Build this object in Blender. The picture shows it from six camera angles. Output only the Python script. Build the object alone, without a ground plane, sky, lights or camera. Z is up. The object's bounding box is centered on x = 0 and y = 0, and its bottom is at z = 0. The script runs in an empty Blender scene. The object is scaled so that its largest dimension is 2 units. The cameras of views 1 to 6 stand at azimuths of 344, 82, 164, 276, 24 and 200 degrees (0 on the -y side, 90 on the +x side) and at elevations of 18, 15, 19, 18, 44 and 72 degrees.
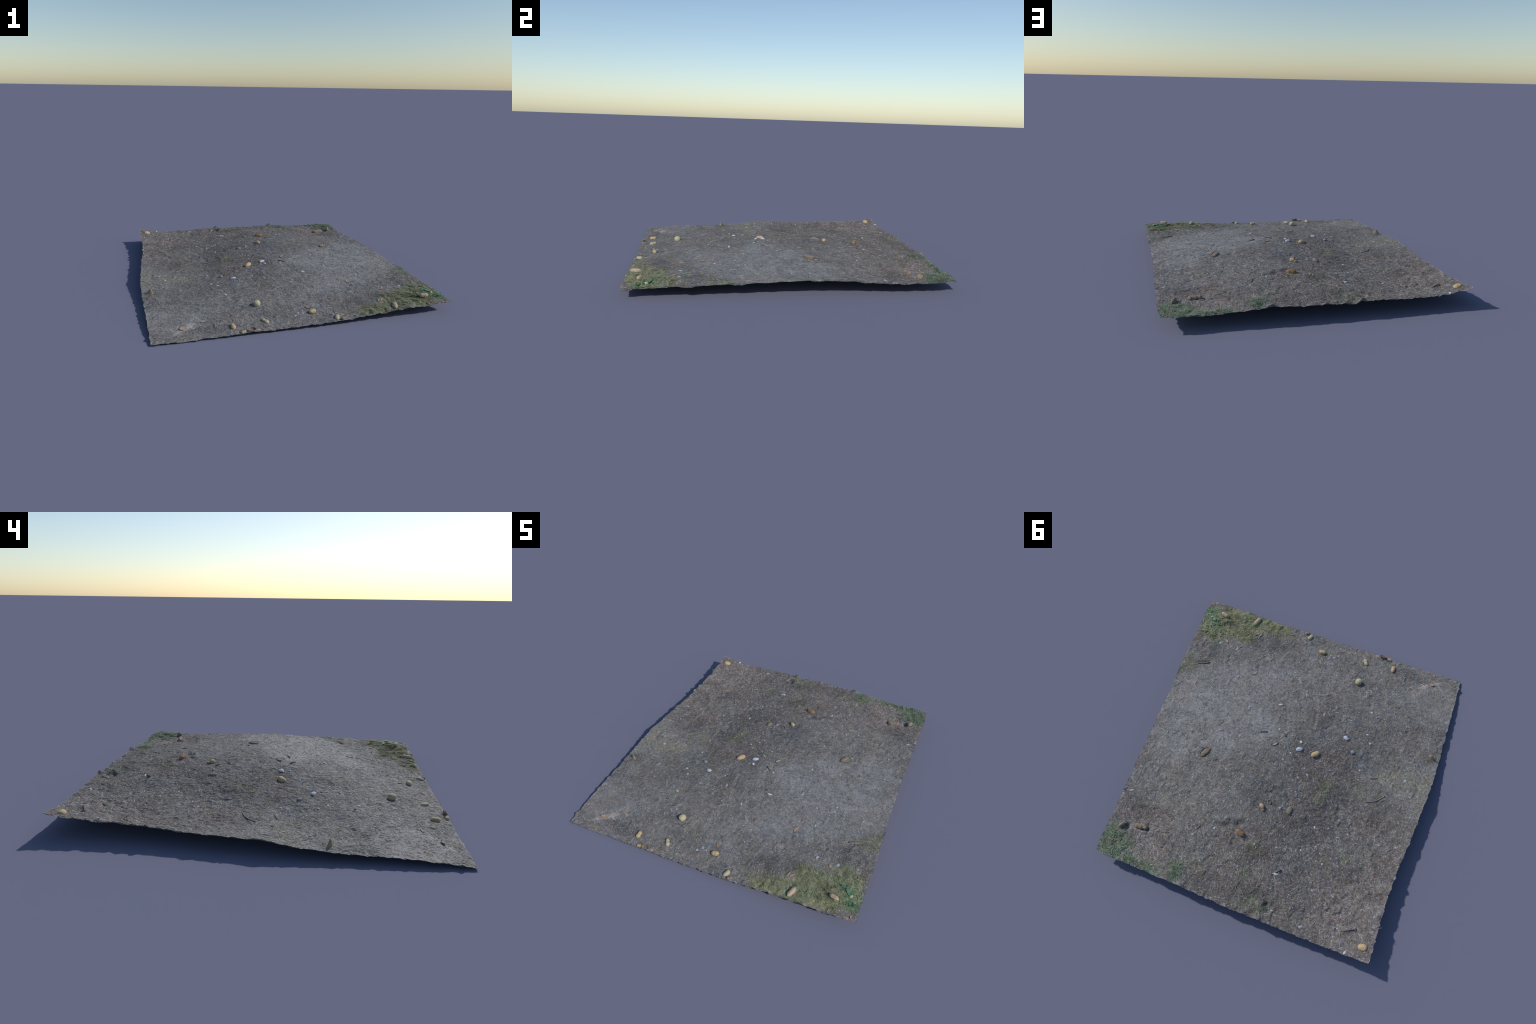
"""A square patch of trodden ground: a thin, gently domed crust of soil with ragged
edges, moss and grass in two corners, fine plant litter, straw, gravel and nuts."""
import math
import bpy
import numpy as np
from mathutils import Matrix, Vector

rng = np.random.default_rng(20240)

# ------------------------------------------------------------------ noise helpers
def _hash(ix, iy, seed):
    h = (ix.astype(np.int64) * 374761393 + iy.astype(np.int64) * 668265263 + seed * 974711) & 0xFFFFFFFF
    h = ((h ^ (h >> 13)) * 1274126177) & 0xFFFFFFFF
    return ((h ^ (h >> 16)) & 0xFFFF) / 65535.0


def noise(x, y, wavelength, seed):
    """Smooth gradient noise, about -1..1."""
    x, y = np.asarray(x) / wavelength, np.asarray(y) / wavelength
    ix, iy = np.floor(x), np.floor(y)
    fx, fy = x - ix, y - iy
    sx, sy = fx * fx * fx * (fx * (fx * 6 - 15) + 10), fy * fy * fy * (fy * (fy * 6 - 15) + 10)

    def g(dx, dy):
        a = _hash(ix + dx, iy + dy, seed) * 2 * np.pi
        return np.cos(a) * (fx - dx) + np.sin(a) * (fy - dy)
    top = g(0, 0) * (1 - sx) + g(1, 0) * sx
    low = g(0, 1) * (1 - sx) + g(1, 1) * sx
    return (top * (1 - sy) + low * sy) * 1.5


def smooth(a, b, x):
    t = np.clip((x - a) / (b - a), 0, 1)
    return t * t * (3 - 2 * t)


# ------------------------------------------------------------------ outline of the patch
def curve(*points):
    p = np.array(points)
    return lambda t: np.interp(t, p[:, 0], p[:, 1])


west_edge = curve((-1, -.938), (-.4, -.937), (-.2, -.931), (0, -.914), (.2, -.897), (.4, -.873), (.6, -.855), (1, -.851))
east_edge = curve((-1, .938), (-.86, .931), (-.5, .930), (-.2, .917), (.2, .913), (.5, .918), (.8, .917), (1, .912))
south_edge = curve((-.94, -.998), (.2, -.997), (.45, -.990), (.85, -.990), (.94, -.981))
north_edge = curve((-.86, 1.0), (-.5, .997), (-.2, .991), (.05, .984), (.25, .971), (.45, .961), (.65, .950), (.8, .951), (.92, .936))

# ------------------------------------------------------------------ large relief of the crust
# control net (millimetres) of a uniform cubic B-spline over the 2 m square; rows run
# south to north, columns west to east: a dome east of the middle, a hollow in the
# west, a low south-west corner and a lifted north-west corner
NET = np.array([
    [-26, -50, -44, -7, 7, 13, 5, -14, -29],
    [16, 19, 2, 12, 5, 32, 64, 74, 33],
    [28, 32, 53, 66, 67, 61, 65, 86, 70],
    [67, 37, 35, 78, 130, 101, 98, 76, 74],
    [133, 104, 36, 56, 144, 144, 120, 93, 79],
    [161, 90, 41, 64, 123, 146, 105, 83, 89],
    [200, 139, 53, 67, 123, 110, 50, 76, 109],
    [223, 138, 66, 106, 90, 108, 84, 91, 117],
    [249, 199, 148, 104, 43, 57, 97, 114, 126]]) / 1000


def spline_weights(t):
    n = NET.shape[0]
    u = (np.clip(t, -1, 1) + 1) / 2 * (n - 3)
    i = np.minimum(u.astype(int), n - 4)
    f = u - i
    return i, ((1 - f) ** 3 / 6, (3 * f ** 3 - 6 * f ** 2 + 4) / 6, (-3 * f ** 3 + 3 * f ** 2 + 3 * f + 1) / 6, f ** 3 / 6)


def dome(x, y):
    i, wx = spline_weights(x)
    j, wy = spline_weights(y)
    return sum(wy[b] * wx[a] * NET[j + b, i + a] for a in range(4) for b in range(4))


# ------------------------------------------------------------------ zones (ellipses: x, y, rx, ry, turn)
ZONES = {
    "moss": [(.70, -.885, .22, .11, 8), (.83, -.81, .11, .13, 0), (.44, -.955, .15, .042, -6), (.63, -.81, .10, .06, 0)],
    "grass": [(.84, .86, .085, .10, 0), (.73, .93, .11, .028, -4), (.58, .945, .09, .018, -4), (.395, .88, .038, .055, 20)],
    "tuft": [(.0, .59, .05, .04, 0), (-.285, .11, .05, .09, -10), (.885, -.45, .06, .07, 0), (-.10, .92, .10, .05, -8), (0, .765, .05, .035, 0),
             (-.54, .46, .05, .04, 0), (-.44, .53, .04, .03, 0), (.30, .80, .05, .03, 0)],
    "clover": [(.868, -.875, .045, .065, 15), (.825, -.812, .055, .022, -20)],
    "dust": [(.66, -.24, .34, .27, 20), (.42, -.46, .28, .15, 30), (.36, -.14, .25, .2, 0), (.75, .05, .2, .2, 0), (-.8, -.75, .2, .2, 0)],
    "dark": [(.41, -.80, .16, .06, 10), (.78, -.60, .15, .07, 0), (.16, .50, .12, .045, 10), (.20, .87, .22, .07, -4), (.0, -.38, .09, .05, 0),
             (-.58, -.91, .16, .05, 0), (.03, .17, .10, .10, 0), (-.13, .89, .14, .07, 0), (-.35, .12, .12, .10, 0), (-.30, .34, .20, .10, 30), (-.05, .62, .12, .06, 0), (-.60, .55, .10, .06, 40), (.10, .30, .12, .06, 0), (-.72, .12, .12, .14, 20),
             (-.86, -.36, .06, .05, 0), (.78, .60, .14, .05, -30)],
    "brown": [(-.45, .55, .62, .60, 0), (.0, .75, .5, .3, 0), (-.25, .0, .25, .2, 0)],
    "pink": [(.62, .72, .26, .16, -10), (-.72, .80, .25, .28, 0), (.45, .82, .3, .1, 0), (.80, -.655, .08, .03, 30), (.88, -.70, .04, .05, 0)],
    "pale": [(-.735, -.865, .12, .018, 37), (-.925, -.975, .05, .025, -20), (-.73, -.88, .06, .015, 15)],
    "lichen": [(-.74, -.15, .22, .07, 15), (-.90, -.05, .06, .10, 0), (-.55, .02, .12, .06, 0)],
}


def zone(name, x, y):
    x, y = np.asarray(x, float), np.asarray(y, float)
    wx, wy = x + .03 * noise(x, y, .11, 61), y + .03 * noise(x, y, .11, 67)
    out = np.zeros_like(x)
    for cx, cy, rx, ry, turn in ZONES[name]:
        a = math.radians(turn)
        px, py = wx - cx, wy - cy
        d = np.hypot((px * math.cos(a) + py * math.sin(a)) / rx, (-px * math.sin(a) + py * math.cos(a)) / ry)
        out = np.maximum(out, 1 - smooth(.6, 1.25, d))
    return out


# local humps and pits: x, y, rise, reach along, reach across, turn
HUMPS = [(.335, .965, .017, .028, .03, 0), (-.165, .985, .015, .022, .03, 0), (-.118, .985, -.008, .03, .03, 0), (-.92, -.07, .009, .05, .06, 0),
         (-.158, -.104, -.006, .05, .05, 0), (.05, .74, .008, .05, .05, 0), (-.126, -.387, .008, .06, .06, 0), (.93, -.64, -.010, .03, .03, 0),
         (.85, -.99, .008, .05, .04, 0), (.93, -.42, .007, .03, .04, 0), (.133, .49, -.014, .035, .018, 24), (.215, .535, -.012, .04, .022, 8),
         (.672, .714, -.016, .018, .014, 0), (.795, .735, -.018, .016, .014, 0), (-.73, -.865, .010, .085, .016, 37), (-.686, .859, .012, .05, .018, 26),
         (-.18, .893, -.014, .022, .012, 46), (.785, -.497, -.008, .04, .010, 25), (-.87, -.36, .005, .04, .03, 0), (.07, .047, -.006, .012, .01, 0),
         (.264, -.675, -.006, .01, .01, 0), (.514, .131, -.004, .04, .03, 60), (.80, -.87, .010, .05, .04, 20), (.64, -.92, .008, .05, .04, 0),
         (-.375, -.99, .010, .03, .02, 0), (.05, .61, .006, .05, .03, 0), (.40, .88, .006, .04, .05, 0),
         (-.575, -.14, -.018, .10, .09, 0), (-.76, -.845, .012, .07, .03, 37), (-.148, .905, .014, .035, .03, 0), (-.33, .80, -.008, .06, .06, 0),
         (-.41, .857, -.007, .05, .05, 0), (-.01, .85, .009, .08, .05, 0),
         (-.225, -.785, .011, .05, .05, 0), (-.285, .168, .012, .05, .06, 0), (-.83, -.85, .009, .05, .03, 20), (-.165, .912, .007, .03, .03, 0),
         (.50, -.54, .009, .06, .05, 0), (.835, -.82, .009, .05, .06, 0), (-.25, -.55, .005, .06, .05, 0), (.0, .585, .007, .03, .025, 0),
         (.10, .68, .005, .06, .05, 0), (-.413, -.075, -.007, .05, .05, 0)]


def ground(x, y):
    """Height of the finished crust."""
    x, y = np.asarray(x, float), np.asarray(y, float)
    h = dome(x, y) - .0008
    for cx, cy, rise, ra, rb, turn in HUMPS:
        a = math.radians(turn)
        px, py = x - cx, y - cy
        u, v = (px * math.cos(a) + py * math.sin(a)) / ra, (-px * math.sin(a) + py * math.cos(a)) / rb
        h = h + rise * np.exp(-u * u - v * v)
    moss = np.maximum(zone("moss", x, y), .8 * zone("grass", x, y))
    rough = .75 + .45 * zone("pink", x, y) + .35 * zone("brown", x, y) - .45 * zone("dust", x, y) + .8 * moss
    rough = rough * (.8 + .5 * noise(x, y, .16, 5))
    rim = np.minimum.reduce([x - west_edge(y), east_edge(y) - x, y - south_edge(x), north_edge(x) - y])
    rough = rough + .8 * (1 - smooth(0, .02, rim))
    h = h + .0035 * noise(x, y, .13, 1) + rough * (.0032 * noise(x, y, .052, 2) + .0014 * noise(x, y, .026, 3) + .0006 * noise(x, y, .013, 4) + .0002 * noise(x, y, .007, 6))
    h = h + (.4 + rough) * (.008 * np.maximum(0, noise(x, y, .042, 14) - .36) - .009 * np.maximum(0, noise(x, y, .055, 15) - .40) + .003 * np.maximum(0, noise(x, y, .022, 16) - .38))
    h = h + moss * (.010 * np.abs(noise(x, y, .075, 8)) + .006 * np.abs(noise(x, y, .035, 9)) - .004)
    return np.maximum(h, .0028 + .0015 * noise(x, y, .03, 12))


# ------------------------------------------------------------------ node helpers
def new_material(name, roughness=.9):
    m = bpy.data.materials.new(name)
    m.use_nodes = True
    nt = m.node_tree
    bsdf = nt.nodes["Principled BSDF"]
    bsdf.inputs["Roughness"].default_value = roughness
    bsdf.inputs["Specular IOR Level"].default_value = .45
    return m, nt, bsdf


class Nodes:
    def __init__(self, nt):
        self.nt = nt
        self.geo = None

    def add(self, kind, **inputs):
        n = self.nt.nodes.new(kind)
        return n

    def link(self, a, b):
        self.nt.links.new(a, b)

    def put(self, value, socket):
        if isinstance(value, bpy.types.NodeSocket):
            self.link(value, socket)
        else:
            socket.default_value = value

    def coords(self):
        return self.add("ShaderNodeTexCoord").outputs["Object"]

    def noise(self, vec, scale, detail=4, rough=.6, colour=False):
        n = self.add("ShaderNodeTexNoise")
        self.put(vec, n.inputs["Vector"])
        n.inputs["Scale"].default_value = scale
        n.inputs["Detail"].default_value = detail
        n.inputs["Roughness"].default_value = rough
        return n.outputs["Color" if colour else "Fac"]

    def voronoi(self, vec, scale):
        n = self.add("ShaderNodeTexVoronoi")
        self.put(vec, n.inputs["Vector"])
        n.inputs["Scale"].default_value = scale
        return n

    def range(self, value, a, b, c=0., d=1., smoothed=False):
        n = self.add("ShaderNodeMapRange")
        n.interpolation_type = "SMOOTHSTEP" if smoothed else "LINEAR"
        self.put(value, n.inputs["Value"])
        for k, v in zip(("From Min", "From Max", "To Min", "To Max"), (a, b, c, d)):
            self.put(v, n.inputs[k])
        return n.outputs["Result"]

    def math(self, op, a, b=0.):
        n = self.add("ShaderNodeMath")
        n.operation = op
        self.put(a, n.inputs[0])
        self.put(b, n.inputs[1])
        return n.outputs[0]

    def mix(self, fac, a, b, blend="MIX"):
        n = self.add("ShaderNodeMix")
        n.data_type = "RGBA"
        n.blend_type = blend
        self.put(fac, n.inputs[0])
        self.put((*a, 1) if isinstance(a, tuple) else a, n.inputs[6])
        self.put((*b, 1) if isinstance(b, tuple) else b, n.inputs[7])
        return n.outputs[2]

    def ramp(self, fac, stops, constant=False):
        n = self.add("ShaderNodeValToRGB")
        self.put(fac, n.inputs[0])
        cr = n.color_ramp
        cr.interpolation = "CONSTANT" if constant else "LINEAR"
        while len(cr.elements) < len(stops):
            cr.elements.new(.5)
        for e, (pos, c) in zip(cr.elements, stops):
            e.position, e.color = pos, (*c, 1)
        return n.outputs[0]

    def vmath(self, op, a, b=(0, 0, 0)):
        n = self.add("ShaderNodeVectorMath")
        n.operation = op
        self.put(a, n.inputs[0])
        self.put(b, n.inputs[1])
        return n.outputs["Value"] if op in ("LENGTH", "DISTANCE") else n.outputs[0]

    def ellipses(self, vec, name):
        """Soft mask: union of the zone's ellipses in plan."""
        total = None
        for cx, cy, rx, ry, turn in ZONES[name]:
            m = self.add("ShaderNodeMapping")
            m.vector_type = "TEXTURE"
            self.put(vec, m.inputs["Vector"])
            m.inputs["Location"].default_value = (cx, cy, 0)
            m.inputs["Rotation"].default_value = (0, 0, math.radians(turn))
            m.inputs["Scale"].default_value = (rx, ry, 1000)
            d = self.range(self.vmath("LENGTH", m.outputs[0]), .55, 1.3, 1., 0., True)
            total = d if total is None else self.math("MAXIMUM", total, d)
        return total

    def bump(self, height, strength, distance, bsdf):
        n = self.add("ShaderNodeBump")
        n.inputs["Strength"].default_value = strength
        n.inputs["Distance"].default_value = distance
        self.link(height, n.inputs["Height"])
        self.link(n.outputs[0], bsdf.inputs["Normal"])


def mottle(k, pos):
    """Broad dark and light patches, shared by the soil and what lies on it."""
    n = k.add("ShaderNodeTexNoise")
    k.link(pos, n.inputs["Vector"])
    n.inputs["Scale"].default_value = 9
    n.inputs["Detail"].default_value = 6
    n.inputs["Roughness"].default_value = .62
    n.inputs["Distortion"].default_value = .8
    dark_mask = k.ellipses(pos, "dark")
    tone = k.math("MULTIPLY", k.range(n.outputs["Fac"], .33, .67, .77, 1.17), k.math("SUBTRACT", 1., k.math("MULTIPLY", dark_mask, .13)))
    hue = k.mix(k.range(k.noise(pos, 4.3, 4), .38, .62), (1.04, .985, .96), (.98, 1.0, 1.025))
    grey = k.add("ShaderNodeCombineColor")
    for i in range(3):
        k.link(tone, grey.inputs[i])
    return k.mix(1., hue, grey.outputs[0], "MULTIPLY")


def island_material(name, stops, roughness=.8, grain=.35, spread=90):
    """Colour chosen per separate piece of the mesh."""
    m, nt, bsdf = new_material(name, roughness)
    k = Nodes(nt)
    pick = k.add("ShaderNodeNewGeometry").outputs["Random Per Island"]
    base = k.ramp(pick, stops, True)
    f = k.noise(k.coords(), spread, 3)
    col = k.mix(1., base, k.ramp(f, [(.25, (1 - grain,) * 3), (.75, (1 + grain,) * 3)]), "MULTIPLY")
    k.link(k.mix(1., col, mottle(k, k.coords()), "MULTIPLY"), bsdf.inputs["Base Color"])
    return m


def object_material(name, stops, roughness=.8, scale=60, grain=.25, dirt=None):
    """Colour chosen per object, with grain and soil smears."""
    m, nt, bsdf = new_material(name, roughness)
    k = Nodes(nt)
    base = k.ramp(k.add("ShaderNodeObjectInfo").outputs["Random"], stops, True)
    vec = k.coords()
    f = k.noise(vec, scale, 4)
    col = k.mix(1., base, k.ramp(f, [(.3, (1 - grain,) * 3), (.7, (1 + grain,) * 3)]), "MULTIPLY")
    if dirt:
        col = k.mix(k.range(k.noise(vec, scale * .35, 3), .5, .72), col, dirt)
    k.link(col, bsdf.inputs["Base Color"])
    k.bump(f, .4, .002, bsdf)
    return m


# ------------------------------------------------------------------ soil material
def soil_material():
    m, nt, bsdf = new_material("soil", .8)
    k = Nodes(nt)
    pos = k.coords()
    warp = k.vmath("SUBTRACT", k.noise(pos, 9, 4, .6, True), (.5, .5, .5))
    scale = k.add("ShaderNodeVectorMath")
    scale.operation = "SCALE"
    k.link(warp, scale.inputs[0])
    scale.inputs["Scale"].default_value = .16
    wpos = k.vmath("ADD", pos, scale.outputs[0])
    col = k.mix(k.range(k.noise(pos, 5, 5), .35, .65), (.150, .146, .141), (.192, .188, .182))
    for name, tint, amount in (("brown", (.138, .122, .115), .85), ("dust", (.225, .222, .224), .72), ("pink", (.222, .186, .176), .8),
                               ("dark", (.115, .110, .111), .62), ("lichen", (.22, .215, .17), .4), ("tuft", (.15, .175, .10), .45),
                               ("moss", (.18, .19, .11), .85), ("grass", (.125, .175, .110), .65), ("pale", (.33, .30, .285), .5)):
        mask = k.math("MULTIPLY", k.ellipses(wpos, name), k.range(k.noise(wpos, 21, 4), .3, .6, .55 * amount, amount))
        col = k.mix(mask, col, tint)
    # crumbs, fibres and grit too small to model
    streak = k.add("ShaderNodeMapping")
    streak.inputs["Scale"].default_value = (1, 2.2, 1)
    streak.inputs["Rotation"].default_value = (0, 0, .6)
    k.link(wpos, streak.inputs["Vector"])
    fine = k.noise(streak.outputs[0], 62, 4, .6)
    coarse = k.noise(pos, 38, 4, .65)
    tone = k.math("MULTIPLY", k.range(fine, .3, .7, .62, 1.38), k.range(coarse, .3, .7, .80, 1.20))
    grey = k.add("ShaderNodeCombineColor")
    for i in range(3):
        k.link(tone, grey.inputs[i])
    col = k.mix(1., col, grey.outputs[0], "MULTIPLY")
    col = k.mix(1., col, mottle(k, pos), "MULTIPLY")
    cells = k.voronoi(pos, 115)
    hue = k.add("ShaderNodeSeparateColor")
    k.link(cells.outputs["Color"], hue.inputs[0])
    crumb = k.ramp(hue.outputs[1], [(0, (.34, .33, .33)), (.3, (.30, .26, .24)), (.55, (.36, .39, .45)), (.8, (.34, .30, .22)), (.97, (.34, .20, .16))], True)
    col = k.mix(k.math("MULTIPLY", k.range(hue.outputs[0], .77, .80, 0., .65), k.range(cells.outputs["Distance"], .35, .55, 1., 0.)), col, crumb)
    k.link(col, bsdf.inputs["Base Color"])
    k.bump(k.math("ADD", fine, coarse), .13, .004, bsdf)
    return m


# ------------------------------------------------------------------ mesh helpers
def mesh_from_arrays(name, verts, faces, material, shade_smooth=True, slots=None):
    """verts (n,3); faces: list of integer arrays (m,3) or (m,4)."""
    me = bpy.data.meshes.new(name)
    me.vertices.add(len(verts))
    me.vertices.foreach_set("co", np.ascontiguousarray(verts, np.float32).ravel())
    loops = np.concatenate([f.ravel() for f in faces]).astype(np.int32)
    sizes = np.concatenate([np.full(len(f), f.shape[1]) for f in faces])
    me.loops.add(len(loops))
    me.loops.foreach_set("vertex_index", loops)
    me.polygons.add(len(sizes))
    me.polygons.foreach_set("loop_start", np.concatenate([[0], np.cumsum(sizes)[:-1]]).astype(np.int32))
    for mat in (material if isinstance(material, (list, tuple)) else [material]):
        me.materials.append(mat)
    if slots is not None:
        me.polygons.foreach_set("material_index", np.asarray(slots, np.int32))
    me.update(calc_edges=True)
    me.polygons.foreach_set("use_smooth", np.full(len(sizes), shade_smooth))
    me.validate()
    return me


scene = bpy.context.scene.collection
root = bpy.data.objects.new("ground_patch", None)
scene.objects.link(root)
root["label"] = "thin domed patch of grey-brown soil with moss, litter and nuts"
root["category"] = "ground"


def part(name, mesh, parent=root, kind=None):
    o = bpy.data.objects.new(name, mesh)
    scene.objects.link(o)
    o.parent = parent
    if kind:
        o["kind"] = kind
    return o


def grid_faces(rows, cols, wrap=False, start=0):
    """Quads of a rows x cols point grid, optionally closed around the columns."""
    i = np.arange(rows * cols).reshape(rows, cols) + start
    if wrap:
        i = np.concatenate([i, i[:, :1]], 1)
    return np.stack([i[:-1, :-1], i[:-1, 1:], i[1:, 1:], i[1:, :-1]], -1).reshape(-1, 4)


# ------------------------------------------------------------------ the crust of soil
def plan(u, v):
    """Unit square to the outline in plan, with a frayed border."""
    y0 = -1 + 2 * v
    x = west_edge(y0) * (1 - u) + east_edge(y0) * u
    y = south_edge(x) * (1 - v) + north_edge(x) * v
    near_x = 1 - smooth(0, .03, np.minimum(u, 1 - u))
    near_y = 1 - smooth(0, .03, np.minimum(v, 1 - v))
    x = x + near_x * (.0055 * noise(x, y, .045, 31) + .0035 * noise(x, y, .012, 32))
    y = y + near_y * (.0055 * noise(x, y, .045, 33) + .0035 * noise(x, y, .012, 34))
    return x, y


def build_soil():
    nu, nv = 700, 740
    u, v = np.meshgrid(np.linspace(0, 1, nu), np.linspace(0, 1, nv))
    x, y = plan(u, v)
    z = ground(x, y)
    top = np.stack([x, y, z], -1).reshape(-1, 3)
    faces = grid_faces(nv, nu)
    # underside: a few millimetres below, drawn in from the border so that the rim is a thin lip
    x2, y2 = x * .990, y * .990
    floor = z.copy()
    for axis in (0, 1):                      # lowest point of the neighbourhood, so that it never shows through
        p = np.pad(floor, [(8, 8) if a == axis else (0, 0) for a in (0, 1)], "edge")
        floor = np.minimum.reduce([np.roll(p, -k, axis) for k in range(17)])
        floor = floor[:nv, :nu]
    low = np.stack([x2, y2, np.maximum(floor - .002, 0)], -1).reshape(nv, nu, 3)
    step = 6
    iu = np.unique(np.r_[np.arange(0, nu, step), nu - 1])
    iv = np.unique(np.r_[np.arange(0, nv, step), nv - 1])
    under = low[np.ix_(iv, iu)].reshape(-1, 3).copy()
    under[:, 2] = np.maximum(under[:, 2] - .001, 0)
    n_top, cu, cv = nu * nv, len(iu), len(iv)
    f_under = grid_faces(cv, cu, start=n_top)[:, ::-1]
    ids = np.arange(n_top).reshape(nv, nu)
    low_ids = np.arange(cu * cv).reshape(cv, cu) + n_top
    rim = []

    def side(fine, coarse, cuts):
        for k in range(len(cuts) - 1):
            a, b = cuts[k], cuts[k + 1]
            half = (a + b) // 2
            for t in range(a, b):
                rim.append((fine[t + 1], fine[t], coarse[k] if t < half else coarse[k + 1]))
            rim.append((fine[half], coarse[k], coarse[k + 1]))
    side(ids[0, ::-1], low_ids[0, ::-1], (nu - 1 - iu)[::-1])
    side(ids[-1], low_ids[-1], iu)
    side(ids[:, 0], low_ids[:, 0], iv)
    side(ids[::-1, -1], low_ids[::-1, -1], (nv - 1 - iv)[::-1])
    me = mesh_from_arrays("soil", np.vstack([top, under]), [faces, f_under, np.array(rim)], soil_material())
    return part("soil", me)


build_soil()


# ------------------------------------------------------------------ placing loose pieces
def slope_matrix(x, y, reach=.012):
    x, y = float(x), float(y)
    q = ground(np.array([x + reach, x - reach, x, x]), np.array([y, y, y + reach, y - reach]))
    n = Vector((-(q[0] - q[1]) / (2 * reach), -(q[2] - q[3]) / (2 * reach), 1)).normalized()
    return Vector((0, 0, 1)).rotation_difference(n).to_matrix()


def lay(name, mesh, x, y, turn, size, lift=0., tip=0., roll=0., reach=.012):
    """Lay a piece on the ground at x, y; size scales it, lift raises its centre."""
    o = part(name, mesh)
    turn_m = Matrix.Rotation(math.radians(turn), 3, "Z") @ Matrix.Rotation(math.radians(tip), 3, "Y") @ Matrix.Rotation(math.radians(roll), 3, "X")
    m = slope_matrix(x, y, reach) @ turn_m @ Matrix.Diagonal(Vector(size))
    z = float(ground(np.array([x]), np.array([y]))[0]) + lift
    o.matrix_world = Matrix.Translation((x, y, z)) @ m.to_4x4()
    return o


# ------------------------------------------------------------------ nuts
def nut_mesh(name, waist, ridges, seed, material, blunt=.7, crack=False):
    """A shelled nut of unit length along x: two swellings, a waist, netted ridges."""
    rows, cols = 36, 30
    t = -np.cos(np.linspace(0, np.pi, rows))
    a = np.linspace(0, 2 * np.pi, cols, endpoint=False)
    T, A = np.meshgrid(t, a, indexing="ij")
    body = np.clip(1 - np.abs(T) ** 2.3, 0, 1) ** blunt
    body = body * (1 - waist * np.exp(-((T - .08) / .33) ** 2)) * (1 + .10 * T * (1 if seed % 2 else -1))
    net = ridges * (np.cos(A * 7 + seed) * .5 + .5 * np.cos(T * 13 + np.sin(A * 3 + seed)))
    lump = .10 * noise(T * 1.5 + seed, A + 3, 1.1, seed)
    r = body * (1 + net + lump)
    if crack:
        r = r * (1 - .35 * np.exp(-((A - 1.9) / .22) ** 2) * smooth(-.2, .5, T))
    v = np.stack([T * .5, r * np.cos(A) * .5, r * np.sin(A) * .5 + .04 * T * T], -1).reshape(-1, 3)
    return mesh_from_arrays(name, v, [grid_faces(rows, cols, True)], material)


def nut_material(name, light, shade, streaks):
    m, nt, bsdf = new_material(name, .75)
    k = Nodes(nt)
    vec = k.coords()
    f = k.noise(vec, 5, 5, .65)
    col = k.mix(k.range(f, .35, .65), shade, light)
    col = k.mix(k.range(k.noise(vec, 2.2, 3), .56, .68, 0., .75), col, streaks)
    k.link(col, bsdf.inputs["Base Color"])
    k.bump(k.noise(vec, 14, 4), .5, .05, bsdf)
    return m


TAN = nut_material("tan_shell", (.68, .50, .29), (.56, .40, .22), (.30, .21, .13))
PALE = nut_material("pale_shell", (.62, .56, .37), (.50, .44, .28), (.27, .23, .15))
ROSY = nut_material("rosy_shell", (.60, .47, .35), (.50, .38, .27), (.30, .23, .16))
RUSTY = nut_material("rusty_shell", (.38, .23, .12), (.24, .14, .075), (.09, .065, .05))
BROWN = nut_material("brown_shell", (.36, .28, .21), (.27, .20, .15), (.13, .10, .08))
FADED = nut_material("faded_shell", (.30, .26, .18), (.24, .20, .14), (.15, .13, .10))

SHELLS = [("smooth", .04, .010, 3), ("waisted", .22, .030, 4), ("lumpy", .14, .035, 7), ("stubby", .02, .015, 10)]
nut_cache = {}


def nut(x, y, length, width, height, turn, form, material, sunk=.38, tip=0):
    key = (form, material.name)
    if key not in nut_cache:
        _, waist, ridges, seed = SHELLS[form]
        nut_cache[key] = nut_mesh("nut", waist, ridges, seed, material, .5 if form == 3 else .62, material is RUSTY)
    lay("nut", nut_cache[key], x, y, turn, (length, width, height), lift=height * (.5 - sunk), tip=tip, reach=.03)


# x, y, length, width, height, turn
nut(-.159, -.105, .064, .038, .034, 44, 0, TAN)
nut(.110, .545, .066, .038, .040, 161, 2, RUSTY, .36)
nut(-.794, .926, .054, .042, .036, 5, 3, TAN, .5)
nut(-.268, -.720, .048, .044, .042, 60, 3, PALE, .25)
nut(-.270, -.902, .056, .030, .026, 122, 1, PALE)
nut(-.466, -.917, .052, .032, .030, 92, 1, TAN)
nut(.039, -.868, .050, .032, .030, 8, 0, TAN, .2)
nut(.162, -.960, .050, .032, .026, 68, 2, PALE, .35)
nut(.556, -.941, .072, .034, .032, 72, 2, ROSY, .3)
nut(.786, -.895, .060, .030, .030, 164, 2, ROSY, .2)
nut(-.421, -.986, .036, .024, .022, 2, 2, TAN)
nut(.868, -.850, .026, .018, .018, 56, 2, ROSY, .2)
nut(.043, .342, .036, .026, .030, 147, 3, TAN, .25)
nut(.030, .358, .028, .020, .018, 120, 2, FADED, .3)
nut(-.126, .305, .058, .036, .024, 92, 0, FADED, .55)
nut(.722, .712, .062, .038, .034, 4, 2, BROWN, .3)
nut(.690, .706, .044, .032, .034, 160, 2, BROWN, .3)
nut(.827, .741, .042, .028, .036, 56, 2, BROWN, .25, 20)
nut(.19, -.985, .030, .022, .020, 20, 2, BROWN, .3)


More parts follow.
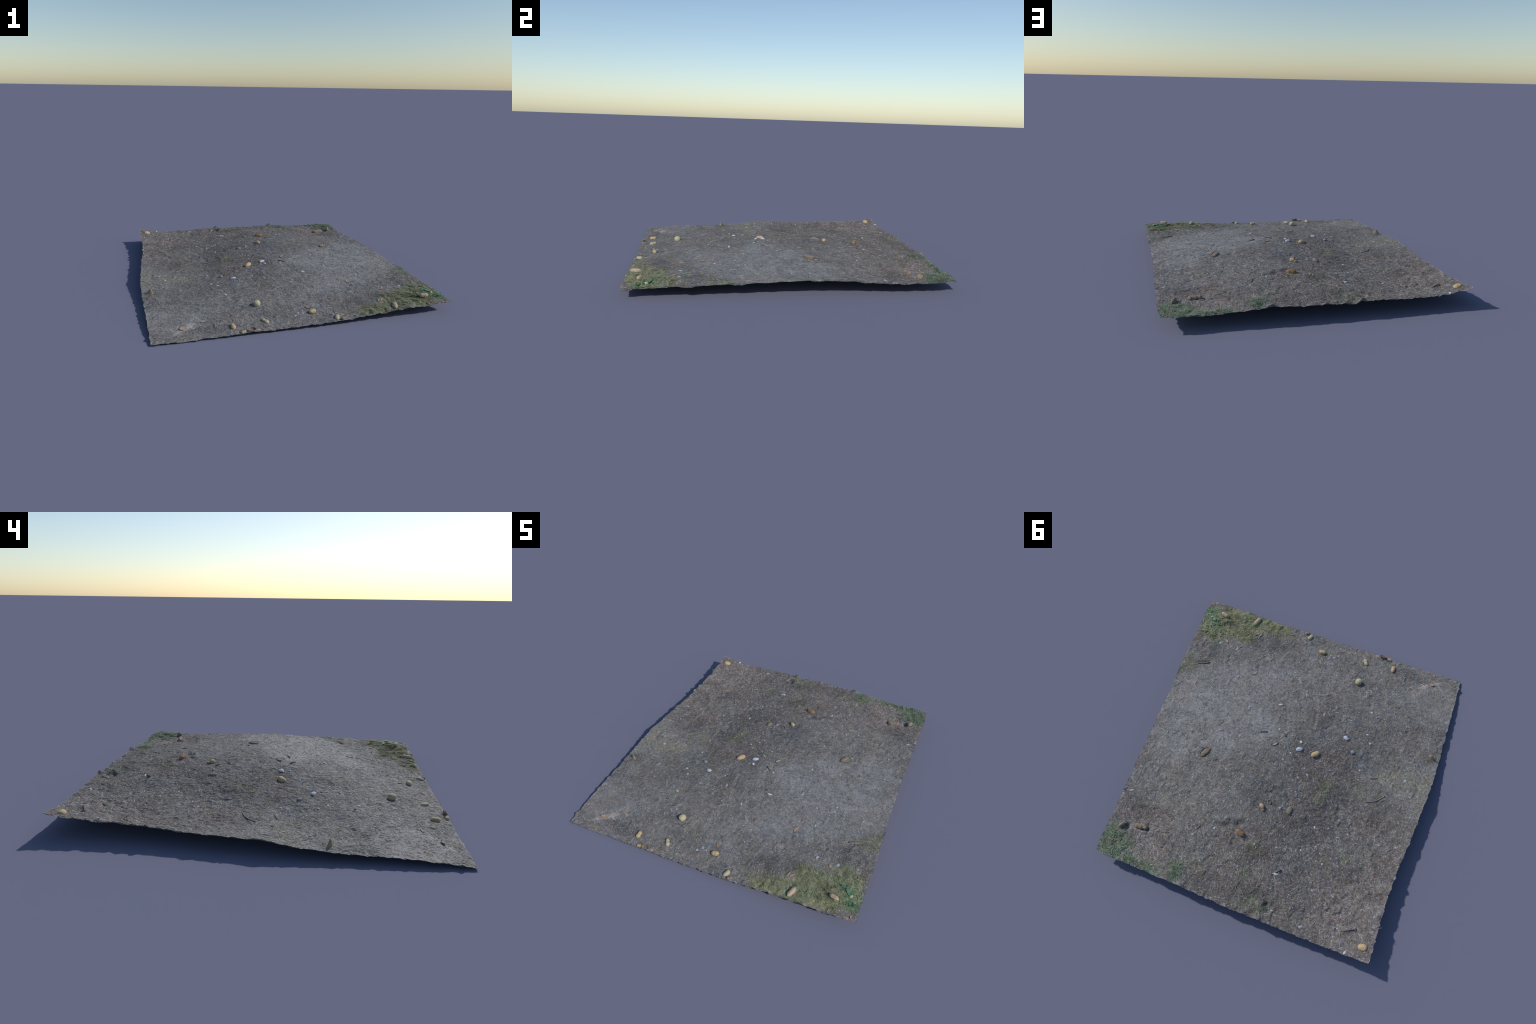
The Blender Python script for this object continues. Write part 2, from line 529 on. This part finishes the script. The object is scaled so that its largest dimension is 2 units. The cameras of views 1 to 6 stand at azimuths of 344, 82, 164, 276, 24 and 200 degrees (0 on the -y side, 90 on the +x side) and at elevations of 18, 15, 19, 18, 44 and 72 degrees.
def shell_half(name, seed):
    """An empty half shell, hollow side up, with a broken rim; slots: outside, inside."""
    rows, cols = 10, 40
    a = np.linspace(0, 2 * np.pi, cols, endpoint=False)
    rim = .22 + .10 * noise(np.cos(a) * 2 + seed, np.sin(a) * 2, .8, seed)
    depth = np.linspace(0, 1, rows)[:, None]
    ang = -np.pi / 2 + depth * (np.pi / 2 + rim[None, :])
    waist = 1 - .12 * np.exp(-(np.cos(a) / .35) ** 2)[None, :]

    def layer(k):
        r = np.cos(ang) * k * waist
        return np.stack([r * np.cos(a) * .5, r * np.sin(a) * .5, np.sin(ang) * k * .5 + .1 * r * r], -1)
    outer, inner = layer(1.0), layer(.86)
    v = np.vstack([outer.reshape(-1, 3), inner.reshape(-1, 3)])
    n = rows * cols
    o, i = np.arange(n - cols, n), np.arange(2 * n - cols, 2 * n)
    lip = np.stack([o, np.roll(o, -1), np.roll(i, -1), i], -1)
    fo, fi = grid_faces(rows, cols, True), grid_faces(rows, cols, True, n)[:, ::-1]
    slots = np.r_[np.zeros(len(fo)), np.ones(len(fi)), np.zeros(len(lip))]
    return mesh_from_arrays(name, v, [fo, fi, lip], [FADED, BROWN], True, slots)


nut(.512, .132, .074, .042, .026, 60, 2, BROWN, .3)
half = shell_half("nut_shell", 5)
lay("nut_shell", half, .514, .131, 60, (.080, .046, .024), .008, tip=0, roll=-16, reach=.03)
lay("nut_shell", half, -.372, -.988, 4, (.052, .026, .022), .006, roll=30, reach=.02)
lay("nut_shell", half, .008, .300, 130, (.030, .020, .014), .003, roll=15)


# ------------------------------------------------------------------ gravel
def pebble_mesh(name, seed, material):
    r = np.random.default_rng(seed)
    rows, cols = 12, 16
    t = np.linspace(0, np.pi, rows)
    a = np.linspace(0, 2 * np.pi, cols, endpoint=False)
    T, A = np.meshgrid(t, a, indexing="ij")
    d = np.stack([np.sin(T) * np.cos(A), np.sin(T) * np.sin(A), np.cos(T)], -1)
    radius = np.full(T.shape, .56)
    for _ in range(9):                       # broken facets
        n = r.normal(size=3)
        n /= np.linalg.norm(n)
        radius = np.minimum(radius, r.uniform(.30, .48) / np.maximum(d @ n, .05))
    return mesh_from_arrays(name, (d * radius[..., None]).reshape(-1, 3), [grid_faces(rows, cols, True)], material)


STONE = object_material("gravel_stone", [(0, (.38, .41, .46)), (.25, (.30, .34, .40)), (.45, (.44, .46, .49)), (.6, (.33, .36, .41)), (.78, (.27, .29, .32)), (.93, (.40, .38, .35))], .8, 6, .22, (.24, .23, .22))
WHITE = object_material("bluish_stone", [(0, (.47, .52, .60)), (.5, (.52, .55, .60))], .75, 5, .15, (.34, .35, .37))
SLATE = object_material("slate_stone", [(0, (.20, .235, .29))], .8, 5, .2, (.17, .17, .18))
pebbles = [pebble_mesh("pebble", 40 + i, STONE) for i in range(5)]
white_pebble, slate_pebble = pebble_mesh("pebble", 50, WHITE), pebble_mesh("pebble", 51, SLATE)

lay("pebble", white_pebble, -.313, -.288, 10, (.040, .029, .016), .003)
lay("pebble", white_pebble, -.052, -.095, 40, (.046, .029, .018), .004)
lay("pebble", white_pebble, -.047, -.147, 0, (.021, .019, .012), .002)
lay("pebble", white_pebble, .167, -.356, 15, (.030, .013, .010), .002)
lay("pebble", white_pebble, -.177, .705, 20, (.040, .018, .012), .002)
lay("pebble", slate_pebble, -.385, -.212, 0, (.032, .031, .016), .003)
lay("pebble", slate_pebble, -.464, -.506, 30, (.020, .019, .010), .002)
lay("pebble", slate_pebble, .474, -.046, 25, (.038, .020, .008), -.001)

# x, y, length, width of the stones that stand out
STONES = [(-.124, .012, .018, .011), (-.155, .046, .020, .011), (-.125, -.390, .017, .014), (-.438, -.366, .018, .014), (.115, -.180, .022, .014), (-.096, .068, .014, .012),
          (-.104, .085, .016, .010), (-.080, .113, .012, .010), (.025, .009, .016, .010), (-.265, .014, .015, .011), (-.466, -.114, .016, .016), (-.476, -.052, .016, .011),
          (-.008, -.051, .014, .014), (-.284, -.040, .014, .011), (.360, -.270, .018, .016), (.221, -.072, .011, .010), (.343, -.049, .018, .010), (.653, -.112, .011, .009),
          (.554, .168, .012, .012), (.598, -.283, .014, .012), (.272, .571, .024, .016), (.601, .406, .013, .011), (.561, .444, .011, .010), (.384, .649, .016, .012),
          (.399, .593, .014, .012), (.276, .395, .018, .011), (-.130, .551, .014, .013), (-.309, .347, .018, .014), (-.357, .458, .014, .013), (-.392, .488, .015, .013),
          (-.496, .480, .013, .013), (-.394, .323, .015, .013), (-.275, .512, .012, .011), (-.067, .312, .016, .016), (-.426, .546, .018, .016), (-.728, .726, .020, .012),
          (-.813, .740, .017, .013), (-.417, .716, .016, .014), (-.422, .939, .028, .018), (-.231, .910, .024, .014), (-.455, .830, .013, .013), (-.706, .990, .024, .013),
          (-.666, .962, .022, .008), (.607, -.673, .023, .018), (.735, -.680, .030, .022), (-.075, -.883, .017, .017), (-.022, -.865, .012, .012), (.616, -.960, .018, .012),
          (.627, -.787, .015, .010), (.517, -.957, .024, .010), (-.050, -.854, .024, .014), (.053, .741, .013, .013), (.550, .906, .018, .014), (.632, .912, .014, .013),
          (-.475, -.314, .019, .016), (-.766, -.144, .021, .020), (-.422, -.528, .021, .018), (-.519, .316, .016, .016), (.863, .515, .026, .014), (.905, .552, .016, .012)]
for i, (x, y, a, b) in enumerate(STONES):
    lay("pebble", pebbles[i % 5], x, y, rng.uniform(0, 180), (a * 1.1, b * 1.1, min(a, b) * .5), -.0002)
for i in range(40):
    x, y = rng.uniform(-.88, .88), rng.uniform(-.95, .92)
    s = rng.uniform(.006, .011)
    lay("pebble", pebbles[i % 5], x, y, rng.uniform(0, 180), (s * rng.uniform(1, 1.6), s, s * .6), .001)


# ------------------------------------------------------------------ straw, twigs, bark
def stalk(name, x, y, length, turn, thick, material, bend=None, lift=.0015):
    """A stalk that follows the ground along its bowed length."""
    bend = rng.uniform(-.16, .16) if bend is None else bend
    n, k = 12, 6
    t = np.linspace(-.5, .5, n)
    a = math.radians(turn)
    along, side = t * length, bend * length * (1 - 4 * t * t) + .03 * length * noise(t * 5 + x * 40, t * 0, 1, 3)
    px, py = x + along * math.cos(a) - side * math.sin(a), y + along * math.sin(a) + side * math.cos(a)
    g = ground(px, py)
    g = np.maximum(g, np.convolve(np.pad(g, 2, "edge"), np.ones(5) / 5, "valid")) + lift
    path = np.stack([px, py, g], -1) - np.array([x, y, 0])
    tan = np.gradient(path, axis=0)
    tan /= np.linalg.norm(tan, axis=1)[:, None]
    across = np.cross(np.array([0, 0, 1.]), tan)
    across /= np.linalg.norm(across, axis=1)[:, None]
    up = np.cross(tan, across)
    ang = np.linspace(0, 2 * np.pi, k, endpoint=False)
    r = thick * .5 * (1 - .45 * (t + .5)) * np.clip((.5 - np.abs(t)) * 12 + .3, 0, 1)
    v = path[:, None, :] + r[:, None, None] * (np.cos(ang)[None, :, None] * across[:, None, :] + np.sin(ang)[None, :, None] * up[:, None, :])
    caps = np.array([[0, 3, 2, 1], [0, 5, 4, 3]])
    me = mesh_from_arrays(name, v.reshape(-1, 3), [grid_faces(n, k, True), caps, caps[:, ::-1] + (n - 1) * k], material)
    o = part(name, me)
    o.location = (x, y, 0)
    return o


STRAW = object_material("straw", [(0, (.34, .30, .19)), (.3, (.29, .26, .18)), (.55, (.36, .33, .24)), (.75, (.28, .26, .21)), (.9, (.32, .25, .17))], .8, 120, .2)
TWIG = object_material("twig_bark", [(0, (.12, .10, .08)), (.4, (.16, .13, .11)), (.7, (.20, .18, .16))], .9, 90, .3)
SPLINT = object_material("split_wood", [(0, (.30, .23, .14))], .85, 60, .3, (.08, .075, .07))  # near-black smears paint in the splinter's shadowed side, no real dirt

# x, y, length, turn of the straws that stand out
STRAWS = [(.350, -.216, .059, 1), (.356, -.318, .047, 29), (.215, -.315, .029, 50), (.532, -.227, .030, 152), (.489, -.098, .031, 57), (.295, .109, .031, 64),
          (.272, .206, .043, 174), (.139, -.026, .050, 50), (.258, .259, .064, 10), (.675, .329, .075, 176), (.664, .372, .056, 147), (.361, .518, .039, 61),
          (.149, .426, .057, 119), (.116, .459, .042, 155), (.231, .383, .042, 171), (.537, .703, .046, 162), (.429, .474, .053, 117), (.270, .424, .047, 129),
          (.615, .501, .075, 174), (-.032, .687, .056, 55), (-.126, .626, .064, 119), (-.063, .485, .048, 151), (-.154, .355, .041, 74), (-.012, .407, .040, 1),
          (-.319, .881, .061, 59), (-.298, .754, .074, 41), (-.240, .845, .059, 17), (-.510, .735, .092, 150), (-.656, .728, .038, 71), (-.668, .674, .072, 82),
          (-.720, .905, .061, 87), (-.620, .663, .033, 40), (-.665, .892, .050, 149), (-.483, .909, .057, 64), (-.607, -.603, .074, 163), (-.848, -.499, .052, 98),
          (-.871, -.446, .066, 116), (-.887, -.501, .043, 135), (-.896, -.220, .085, 161), (-.731, -.607, .031, 121), (-.771, -.636, .031, 115), (-.806, .603, .103, 158),
          (-.812, .585, .050, 55), (-.842, .406, .046, 32), (.833, .110, .072, 16), (.775, .282, .039, 106), (.905, -.408, .060, 116), (.889, -.277, .072, 58),
          (.707, -.547, .091, 179), (.696, -.531, .052, 120), (.664, -.359, .044, 82), (.424, -.665, .045, 67), (.137, -.892, .065, 42), (.023, -.960, .048, 57),
          (.171, -.905, .056, 85), (.096, -.876, .055, 138), (.013, -.928, .068, 178), (-.307, -.975, .030, 114), (-.753, -.968, .045, 15), (.692, .812, .048, 61),
          (.636, .746, .052, 47), (.451, .699, .056, 19), (.202, .779, .023, 143)]
for x, y, length, turn in STRAWS:
    stalk("straw", x, y, length, turn, rng.uniform(.0028, .0040), STRAW)
for _ in range(80):
    stalk("straw", rng.uniform(-.86, .86), rng.uniform(-.94, .92), rng.uniform(.025, .06), rng.uniform(0, 180), rng.uniform(.0020, .0032), STRAW)
for x, y, length, turn, thick, bend in [(.783, -.488, .088, 25, .010, .05), (-.612, .033, .136, 37, .008, .12), (-.686, .862, .096, 26, .005, .02), (-.731, .846, .030, 102, .005, 0),
                                        (.205, -.129, .050, 23, .008, 0), (-.176, .691, .072, 49, .008, .05), (.560, .690, .060, 10, .007, .1), (.08, -.158, .056, 143, .012, .1),
                                        (-.565, -.10, .05, 20, .006, .05), (.37, .60, .04, 60, .006, .1)]:
    stalk("twig", x, y, length, turn, thick, TWIG, bend, .003)


def splinter(x, y, turn):
    """A wedge of split wood standing up out of the soil at the western rim."""
    n, k = 10, 8
    t = np.linspace(0, 1, n)[:, None]
    a = np.linspace(0, 2 * np.pi, k, endpoint=False)[None, :]
    wide = .026 * (1 - .75 * t ** 1.6)
    v = np.stack([wide * np.cos(a) - .012 * t, .40 * wide * np.sin(a) + 0 * t, .034 * t - .006 + .010 * t * np.cos(a)], -1)
    v[..., 0] += .002 * noise(v[..., 2] * 90, a * 2 + 0 * t, 1, 4)
    me = mesh_from_arrays("wood_splinter", v.reshape(-1, 3), [grid_faces(n, k, True), np.array([[0, 1, 2, 3], [0, 3, 4, 7]]) + (n - 1) * k], SPLINT)
    o = part("wood_splinter", me)
    o.location, o.rotation_euler = (x, y, float(ground(x, y))), (0, 0, math.radians(turn))


splinter(-.885, -.360, 151)


# ------------------------------------------------------------------ leaves
def leaf_mesh(name, curl, seed, material, pointed=1.0):
    """A thin leaf of unit length along x, curled and creased along its midrib."""
    rows, cols = 14, 9
    t = np.linspace(0, 1, rows)[:, None]
    s = np.linspace(-1, 1, cols)[None, :]
    wide = .30 * np.sin(np.pi * np.clip(t, .02, .98) ** (.8 * pointed)) ** .8
    x, y = t - .5 + 0 * s, wide * s
    z = curl * (.18 * s * s + .35 * (t - .5) ** 2) - .05 * np.exp(-(s / .2) ** 2) + .05 * noise(x * 3 + seed, y * 3, .5, seed)
    top = np.stack([x, y, z], -1).reshape(-1, 3)
    low = top - np.array([0, 0, .02])
    n = rows * cols
    ids = np.arange(n).reshape(rows, cols)
    loop = np.r_[ids[0, :-1], ids[:-1, -1], ids[-1, :0:-1], ids[:0:-1, 0]]
    rim = np.stack([loop, loop + n, np.roll(loop, -1) + n, np.roll(loop, -1)], -1)
    return mesh_from_arrays(name, np.vstack([top, low]), [grid_faces(rows, cols), grid_faces(rows, cols, start=n)[:, ::-1], rim], material)


DEAD = object_material("dead_leaf", [(0, (.31, .21, .155)), (.25, (.33, .26, .215)), (.5, (.25, .18, .14)), (.7, (.36, .29, .24)), (.88, (.28, .22, .185))], .85, 8, .3)
GREEN = object_material("green_leaf", [(0, (.085, .18, .10)), (.5, (.10, .20, .105)), (.8, (.13, .20, .10))], .6, 8, .3)
dead_leaves = [leaf_mesh("leaf", c, i + 2, DEAD) for i, c in enumerate((.5, -.5, 1.0))]
for i, (x, y, length, turn) in enumerate([(.523, -.849, .060, 68), (.500, -.872, .035, 20), (-.621, -.820, .045, 172), (.029, -.812, .044, 128), (.602, .888, .040, 41), (.112, -.071, .055, 45), (.427, -.534, .055, 65),
                                          (.877, -.978, .040, 13), (.905, -.960, .034, 80), (.461, -.890, .034, 28), (.753, -.701, .034, 33), (.70, -.705, .04, 140), (.72, -.718, .045, 60), (.765, -.715, .04, 110), (.60, -.70, .035, 10), (.505, -.845, .05, 100), (-.682, -.874, .030, 27), (-.748, -.887, .050, 16), (-.133, -.978, .028, 157),
                                          (.089, -.127, .024, 60), (.20, -.98, .035, 10), (-.33, -.985, .03, 170), (-.55, .95, .04, 20), (-.62, .97, .035, 150), (-.09, -.93, .03, 40)]):
    lay("leaf", dead_leaves[i % 3], x, y, turn, (length * .85, length * rng.uniform(.6, .9), length * .35), .0015, reach=.02)
green_leaves = [leaf_mesh("leaf", c, i + 12, GREEN, .8) for i, c in enumerate((.9, -.7))]
for i, (x, y, length, turn) in enumerate([(.852, -.835, .055, 150), (.822, -.812, .060, 158), (.880, -.885, .045, 110), (.80, -.800, .04, 150)]):
    lay("leaf", green_leaves[i % 2], x, y, turn, (length, length * .95, length * .5), .004, tip=rng.uniform(-10, 10), roll=rng.uniform(-15, 15), reach=.02)

# red and orange crumbs
RED = object_material("red_crumb", [(0, (.36, .13, .12)), (.4, (.38, .19, .13)), (.7, (.34, .11, .14))], .7, 8, .2)
red_crumb = pebble_mesh("crumb", 71, RED)
for x, y in [(-.847, -.787), (-.678, -.608), (-.780, -.297), (-.389, -.489), (-.542, -.469), (-.472, .014), (-.596, -.116), (-.663, -.927), (-.760, .978), (.435, .940), (.204, .877), (-.149, .464),
             (-.183, .557), (.205, .570), (.425, .599), (.426, .400), (-.323, .226), (-.353, .289), (-.245, .799), (-.403, .676), (-.404, .828), (-.764, .580), (.198, -.175), (.386, -.728)]:
    lay("crumb", red_crumb, x, y, rng.uniform(0, 180), (rng.uniform(.010, .018), .009, .007), .001)


# ------------------------------------------------------------------ fine litter: many tiny chips and fibres
def scatter(count, density):
    """Random points inside the outline, kept with probability density(x, y)."""
    out = []
    while sum(len(p) for p in out) < count:
        u, v = rng.uniform(.004, .996, 4 * count), rng.uniform(.004, .996, 4 * count)
        x, y = plan(u, v)
        keep = rng.uniform(size=len(x)) < density(x, y)
        out.append(np.stack([x, y], -1)[keep])
    return np.vstack(out)[:count]


def frayed(name, x, y, spread=.022):
    """A zone whose border is scattered instead of sharp."""
    return zone(name, x + rng.normal(0, spread, x.shape), y + rng.normal(0, spread, y.shape))


def inside(x, y, margin=.002):
    return (x > west_edge(y) + margin) & (x < east_edge(y) - margin) & (y > south_edge(x) + margin) & (y < north_edge(x) - margin)


def litter(name, xy, length, width, thick, material, rise=.0006, curve_amount=.25):
    """Flattened three-sided fibres, one per point, lying on the ground."""
    n = len(xy)
    L = length[0] + (length[1] - length[0]) * rng.beta(1.4, 3, n)
    Wd = rng.uniform(*width, n)
    a = rng.uniform(0, 2 * np.pi, n)
    bend = rng.normal(0, curve_amount, n) * L
    t = np.array([-.5, -.17, .17, .5])
    along = t[None, :] * L[:, None]
    side = bend[:, None] * (.25 - t[None, :] ** 2)
    c, s = np.cos(a)[:, None], np.sin(a)[:, None]
    px, py = xy[:, :1] + along * c - side * s, xy[:, 1:] + along * s + side * c
    ok = inside(px, py).all(1)
    px, py, c, s, Wd, L = px[ok], py[ok], c[ok], s[ok], Wd[ok], L[ok]
    n = len(px)
    pz = ground(px, py)
    pz = pz + rise + rng.uniform(0, .0006, (n, 1))
    prof = np.array([.35, 1., .95, .3])[None, :] * Wd[:, None] * .5
    left = np.stack([px - s * prof, py + c * prof, pz], -1)
    right = np.stack([px + s * prof, py - c * prof, pz], -1)
    crest = np.stack([px, py, pz + thick], -1)
    v = np.stack([left, crest, right], 2).reshape(n, 12, 3)
    f = []
    for k in range(3):
        for j in range(3):
            f.append((k * 3 + j, k * 3 + (j + 1) % 3, k * 3 + 3 + (j + 1) % 3, k * 3 + 3 + j))
    f = np.array(f)[None] + (np.arange(n) * 12)[:, None, None]
    return part(name, mesh_from_arrays(name, v.reshape(-1, 3), [f.reshape(-1, 4)], material, False), kind="stuff")


GREYS = island_material("grey_litter", [(0, (.155, .15, .145)), (.2, (.20, .195, .19)), (.4, (.25, .24, .23)), (.58, (.185, .20, .22)), (.72, (.285, .275, .27)), (.82, (.24, .22, .185)), (.9, (.125, .12, .116)), (.96, (.36, .365, .38))])
WOODY = island_material("woody_litter", [(0, (.105, .094, .088)), (.22, (.15, .135, .126)), (.44, (.205, .184, .172)), (.60, (.27, .243, .231)), (.7, (.17, .14, .125)), (.8, (.16, .168, .185)), (.88, (.25, .222, .165)), (.94, (.38, .365, .365)), (.994, (.33, .19, .14))])
OLIVE = island_material("olive_litter", [(0, (.20, .20, .11)), (.3, (.27, .26, .17)), (.55, (.18, .21, .11)), (.75, (.32, .30, .22)), (.9, (.24, .21, .17))])


def open_soil(x, y):
    return 1 - np.clip(zone("moss", x, y) + zone("grass", x, y), 0, 1)


litter("litter", scatter(15000, lambda x, y: open_soil(x, y) * np.clip(.75 - .55 * zone("dust", x, y) - .35 * zone("brown", x, y) - .3 * zone("dark", x, y), .06, 1)), (.008, .030), (.0024, .0052), .0003, GREYS)
litter("litter", scatter(17000, lambda x, y: open_soil(x, y) * np.clip(.18 + .6 * zone("brown", x, y) + .75 * zone("pink", x, y) - .25 * zone("dust", x, y) - .3 * zone("dark", x, y), .04, 1)), (.009, .038), (.0024, .0056), .0004, WOODY)
litter("litter", scatter(2500, lambda x, y: np.clip(.05 + .8 * zone("moss", x, y) + .6 * zone("tuft", x, y) + .5 * zone("lichen", x, y), 0, 1)), (.010, .034), (.0020, .0040), .0005, OLIVE)

CRUMBS = island_material("soil_crumb", [(0, (.12, .115, .11)), (.35, (.18, .17, .165)), (.65, (.24, .23, .22)), (.85, (.33, .335, .35)), (.95, (.42, .43, .46))])
xy = scatter(3000, lambda x, y: open_soil(x, y) * .9)
litter("grit", xy, (.004, .009), (.003, .006), .0012, CRUMBS, 0, .05)


# ------------------------------------------------------------------ moss and grass
def blades(name, xy, length, width, lean, material, comb=None):
    """Short tapering blades, rooted in the crust and bent over."""
    n = len(xy)
    L = rng.uniform(*length, n)
    Wd = rng.uniform(*width, n)
    a = rng.uniform(0, 2 * np.pi, n) if comb is None else comb(xy[:, 0], xy[:, 1]) + rng.normal(0, .7, n)
    th0 = rng.uniform(*lean, n)
    t = np.linspace(0, 1, 4)
    ang = th0[:, None] * (1 - .75 * t[None, :])
    dx = np.cumsum(np.cos(ang), 1) / 4 * L[:, None]
    dz = np.cumsum(np.sin(ang), 1) / 4 * L[:, None] - .002
    px, py = xy[:, :1] + dx * np.cos(a)[:, None], xy[:, 1:] + dx * np.sin(a)[:, None]
    ok = inside(px, py, -.006).all(1)
    px, py, dz, a, Wd = px[ok], py[ok], dz[ok], a[ok], Wd[ok]
    n = len(px)
    root_z = ground(px[:, 0], py[:, 0])[:, None]
    pz = np.maximum(root_z + dz, ground(px, py) + .0006)
    w = Wd[:, None] * np.array([.8, 1., .7, .12])[None, :] * .5
    sx, sy = -np.sin(a)[:, None] * w, np.cos(a)[:, None] * w
    v = np.stack([np.stack([px + sx, py + sy, pz], -1), np.stack([px, py, pz - w * .2], -1), np.stack([px - sx, py - sy, pz], -1)], 2).reshape(-1, 3)
    f = []
    for k in range(3):
        for j in range(2):
            f.append((k * 3 + j, k * 3 + j + 1, k * 3 + 4 + j, k * 3 + 3 + j))
    f = np.array(f)[None] + (np.arange(n) * 12)[:, None, None]
    return part(name, mesh_from_arrays(name, v, [f.reshape(-1, 4)], material), kind="stuff")


MOSS = island_material("moss_blade", [(0, (.205, .225, .125)), (.25, (.25, .265, .15)), (.45, (.165, .205, .105)), (.60, (.295, .29, .19)), (.75, (.20, .25, .13)), (.88, (.32, .30, .23))], .85, .3, 40)
GRASS = island_material("grass_blade", [(0, (.105, .195, .115)), (.25, (.135, .235, .135)), (.45, (.085, .17, .10)), (.56, (.19, .25, .14)), (.68, (.29, .265, .19)), (.82, (.31, .27, .24))], .8, .3, 40)
swirl = lambda x, y: 2.6 + 1.6 * noise(x, y, .18, 77)
blades("moss", scatter(8500, lambda x, y: frayed("moss", x, y) * np.clip(.7 + .7 * noise(x, y, .06, 91), .08, 1)), (.014, .034), (.0020, .0036), (.08, .40), MOSS, swirl)
blades("moss", scatter(300, lambda x, y: frayed("tuft", x, y, .03) ** 1.2), (.014, .030), (.0018, .0030), (.08, .4), MOSS, swirl)
blades("grass", scatter(3000, lambda x, y: frayed("grass", x, y, .026) * np.clip(.6 + .7 * noise(x, y, .045, 92), .08, 1)), (.014, .036), (.0022, .0038), (.1, .45), GRASS)
blades("grass", scatter(220, lambda x, y: frayed("tuft", x, y, .02) ** 1.5), (.014, .034), (.0018, .0030), (.1, .45), GRASS)
CLOVER = island_material("clover_blade", [(0, (.09, .20, .10)), (.35, (.13, .25, .12)), (.65, (.08, .17, .09)), (.85, (.20, .27, .14))], .7, .3, 40)
blades("grass", scatter(500, lambda x, y: zone("clover", x, y)), (.012, .028), (.003, .006), (.1, .5), CLOVER)
